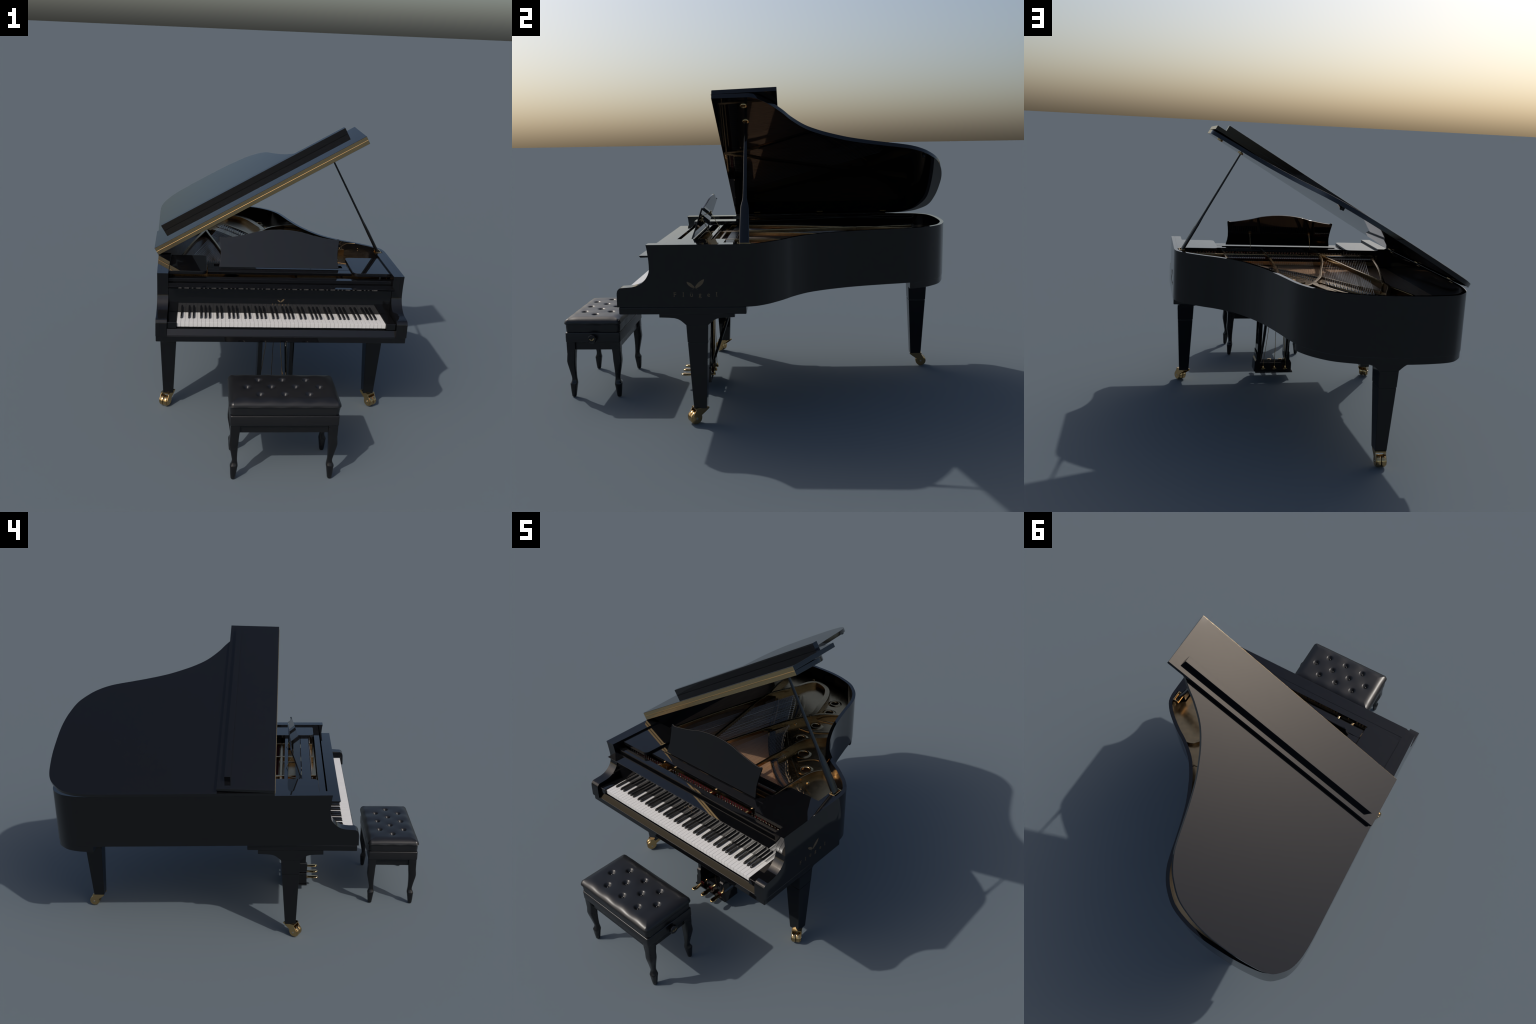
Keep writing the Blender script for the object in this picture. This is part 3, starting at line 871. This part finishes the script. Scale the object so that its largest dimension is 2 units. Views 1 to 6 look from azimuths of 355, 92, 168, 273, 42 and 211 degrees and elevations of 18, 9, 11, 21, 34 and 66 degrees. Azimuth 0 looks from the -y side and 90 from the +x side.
sl = (rim_out[-1].x - XR) / (YARM + 0.475)
side_frame = Matrix(((sl, 0, 1, XR + sl * (-0.2625 + 0.475) + 0.0001), (1, 0, -sl, -0.2625), (0, 1, 0, 0.6150), (0, 0, 0, 1)))
front_frame = Matrix(((1, 0, 0, 0.0245), (0, 0, -1, -0.4612), (0, 1, 0, 0.6775), (0, 0, 0, 1)))
mark(rim, side_frame, 0.2)
fb = [o for o in piano.children if o.name == "fallboard"][0]
mark(fb, front_frame, 0.09)

# ================================================================== BENCH
BX, BY = 0.0110, -0.8530
bench = empty("piano_bench", (BX, BY, 0), "black leather piano bench with buttoned seat and curved legs", "piano bench")
def bl(o):
    o.matrix_parent_inverse = Matrix.Translation((-BX, -BY, 0))
    return o
HX, HY = 0.2590, 0.1455

# seat cushion: superellipse-like pillow with ten buttons pulled into it
buttons = [(-0.1150, 0.0655), (0.0, 0.0655), (0.1155, 0.0655),
           (-0.1725, -0.0030), (-0.0575, -0.0030), (0.0580, -0.0030), (0.1730, -0.0030),
           (-0.1150, -0.0740), (0.0, -0.0740), (0.1155, -0.0740)]
ZEDGE, ZC, ZSEAM = 0.3930, 0.4215, 0.3450
def pillow(x, y):
    u, v = abs(x) / HX, abs(y) / HY
    d = min(HX - abs(x), HY - abs(y))            # distance to the border
    r = 0.054
    q = max(0.0, 1 - d / r)
    z = ZC - (ZC - ZEDGE) * (1 - (max(0.0, 1 - q ** 2.3)) ** 0.5)
    z += 0.0035 * (1 - u * u) * (1 - v * v)
    for bx, by in buttons:
        dd = math.hypot(x - bx, y - by)
        z -= 0.0030 * math.exp(-(dd / 0.034) ** 2)
        if dd < 0.0220:
            z -= 0.0150 * 0.5 * (1 + math.cos(math.pi * dd / 0.0220))
    # faint pull of the buttons on the rolled border
    z -= 0.0012 * math.cos(x * 2 * math.pi / 0.115) * math.exp(-((abs(y) - HY + 0.030) / 0.022) ** 2)
    return z
NX, NY = 190, 110
bm = bmesh.new()
grid = []
def plan(i, j):
    # denser rows near the border, rounded corners
    a = math.sin((i / NX - 0.5) * math.pi)
    b = math.sin((j / NY - 0.5) * math.pi)
    a = 0.55 * a + 0.45 * (2 * i / NX - 1)
    b = 0.55 * b + 0.45 * (2 * j / NY - 1)
    x, y = a * HX, b * HY
    rc = 0.022
    ex, ey = abs(x) - (HX - rc), abs(y) - (HY - rc)
    if ex > 0 and ey > 0:
        m = max(ex, ey)
        l = math.hypot(ex, ey)
        k = m / l
        x = math.copysign(HX - rc + ex * k, x)
        y = math.copysign(HY - rc + ey * k, y)
    return x, y
for j in range(NY + 1):
    row = []
    for i in range(NX + 1):
        x, y = plan(i, j)
        ex, ey = abs(x) - (HX - 0.022), abs(y) - (HY - 0.022)
        z = pillow(x, y)
        if ex > 0 and ey > 0:
            q = min(1.0, max(0.0, 1 - (0.022 - math.hypot(ex, ey)) / 0.054))
            z = min(z, ZC - (ZC - ZEDGE) * (1 - max(0.0, 1 - q ** 2.3) ** 0.5))
        row.append(bm.verts.new((BX + x, BY + y, z)))
    grid.append(row)
for j in range(NY):
    for i in range(NX):
        bm.faces.new((grid[j][i], grid[j][i + 1], grid[j + 1][i + 1], grid[j + 1][i]))
ring = [grid[0][i] for i in range(NX)] + [grid[j][NX] for j in range(NY)] + [grid[NY][NX - i] for i in range(NX)] + [grid[NY - j][0] for j in range(NY)]
def skirt(levels):
    prev = ring
    for inset, z in levels:
        cur = []
        for v in ring:
            dx, dy = v.co.x - BX, v.co.y - BY
            wob = 0.0006 * math.sin(dx * 55) + 0.0006 * math.sin(dy * 70 + 1)
            cur.append(bm.verts.new((BX + dx * (1 - (inset + wob) / HX), BY + dy * (1 - (inset + wob) / HY), z)))
        for k in range(len(ring)):
            bm.faces.new((prev[k], prev[(k + 1) % len(ring)], cur[(k + 1) % len(ring)], cur[k]))
        prev = cur
    bm.faces.new(prev)
skirt([(-0.0005, 0.3905), (0.0005, 0.3885), (0.0045, 0.3870), (0.0050, 0.3800), (0.0055, 0.365), (0.0062, 0.3485), (0.0085, ZSEAM)])
bl(bake(bm, "seat_cushion", LEATHER, bench, smooth=70))
seat = [o for o in bench.children if o.name == "seat_cushion"][0]
bm = bmesh.new()
add_lathe(bm, [(0.0058, -0.003), (0.0062, 0.0), (0.0054, 0.0024), (0.0032, 0.0038), (0.0010, 0.0043)], (0, 0, 0), 16)
bmesh.ops.recalc_face_normals(bm, faces=bm.faces)
bme = bpy.data.meshes.new("button"); bm.to_mesh(bme); bm.free()
finish(bme, LEATHER, 60)
for bx, by in buttons:
    o = obj("button", bme, seat)
    o.matrix_parent_inverse = Matrix.Identity(4)
    o.location = (BX + bx, BY + by, pillow(bx, by) + 0.0008)

# upholstered box under the cushion, apron and legs
def soft_box(name, hx, hy, z0, z1, mat, r, rc):
    bm = bmesh.new()
    base = rounded_rect(BX - hx, BX + hx, BY - hy, BY + hy, rc, 5)
    def inset(d, z):
        return [(BX + (x - BX) * (1 - d / hx), BY + (y - BY) * (1 - d / hy), z) for x, y in base]
    lev = []
    for k in range(5):
        a = math.pi / 2 * k / 4
        lev.append(inset(r * (1 - math.sin(a)), z0 + r * (1 - math.cos(a))))
    for k in range(5):
        a = math.pi / 2 * k / 4
        lev.append(inset(r * (1 - math.cos(a)), z1 - r * (1 - math.sin(a))))
    add_loft(bm, lev)
    return bl(bake(bm, name, mat, bench, smooth=50))
soft_box("seat_box", 0.2540, 0.1410, 0.2935, 0.3448, LEATHER, 0.0045, 0.010)
AXN, AYN = 0.2330, 0.1215
bl(box("apron", BX - AXN, BX + AXN, BY - AYN - 0.004, BY - AYN + 0.014, 0.2510, 0.2940, SATIN, bench, 0.001))
bl(box("apron", BX - AXN, BX + AXN, BY + AYN - 0.014, BY + AYN + 0.004, 0.2510, 0.2940, SATIN, bench, 0.001))
bl(box("apron", BX - AXN - 0.004, BX - AXN + 0.014, BY - AYN, BY + AYN, 0.2512, 0.2942, SATIN, bench, 0.001))
bl(box("apron", BX + AXN - 0.014, BX + AXN + 0.004, BY - AYN, BY + AYN, 0.2512, 0.2942, SATIN, bench, 0.001))

# cabriole legs: (z, outward inner face, outward outer face) along each diagonal axis
leg_prof = [(0.2938, 0.0, 0.0440), (0.2600, 0.0005, 0.0440), (0.2300, 0.0030, 0.0448), (0.2050, 0.0045, 0.0468), (0.1930, 0.0055, 0.0474),
            (0.1780, 0.0065, 0.0455), (0.1400, 0.0078, 0.0385), (0.1050, 0.0078, 0.0325), (0.0960, 0.0072, 0.0318), (0.0860, 0.0060, 0.0330),
            (0.0760, 0.0042, 0.0380), (0.0710, 0.0040, 0.0405), (0.0660, 0.0044, 0.0408), (0.0630, 0.0050, 0.0402), (0.0300, 0.0095, 0.0385), (0.0040, 0.0130, 0.0362), (0.0, 0.0150, 0.0345)]
for sx in (-1, 1):
    for sy in (-1, 1):
        ox, oy = BX + sx * 0.2065, BY + sy * 0.0935
        secs = []
        for z, a, b in leg_prof:
            # square above, rounding off into the foot
            rnd = 0.0025 if z > 0.25 else 0.0075 if z > 0.08 else 0.0115
            rnd = min(rnd, (b - a) * 0.48)
            pts = rounded_rect(a, b, a, b, rnd, 3)
            secs.append([(ox + sx * px, oy + sy * py, z) for px, py in pts])
        bm = bmesh.new()
        add_loft(bm, secs)
        bl(bake(bm, "leg", SATIN, bench, smooth=38))

# height knob on the treble end
kx = Matrix.Rotation(math.radians(90), 3, 'Y')
bm = bmesh.new()
add_lathe(bm, [(0.009, 0.0), (0.009, 0.010)], (BX + 0.252, -0.850, 0.3165), 20, kx)
sec = []
n = 32
for r, h in ((0.019, 0.010), (0.0215, 0.012), (0.0225, 0.016), (0.0225, 0.024), (0.0212, 0.0270), (0.0190, 0.0285), (0.0180, 0.0275)):
    ring_ = []
    for k in range(n):
        a = 2 * math.pi * k / n
        q = r * (1 + (0.018 * math.cos(8 * a) if r > 0.02 else 0))
        ring_.append(Vector((BX + 0.252, -0.850, 0.3165)) + kx @ Vector((q * math.cos(a), q * math.sin(a), h)))
    sec.append(ring_)
add_loft(bm, sec)
knob = bl(bake(bm, "height_knob", SATIN, bench, smooth=40))
kf = Matrix(((0, 0, 1, BX + 0.252 + 0.0276), (1, 0, 0, -0.850), (0, 1, 0, 0.3165), (0, 0, 0, 1)))
bm = bmesh.new()
add_prism(bm, quill_pts(0.001, -0.006, math.radians(46), 0.0165, 0.0055), 0.0001, 0.0006, 'z', kf)
add_prism(bm, [(-x, y) for x, y in quill_pts(0.001, -0.006, math.radians(38), 0.0140, 0.0045)], 0.0001, 0.00065, 'z', kf)
m_ = bake(bm, "quill_mark", BRUSHED, knob)
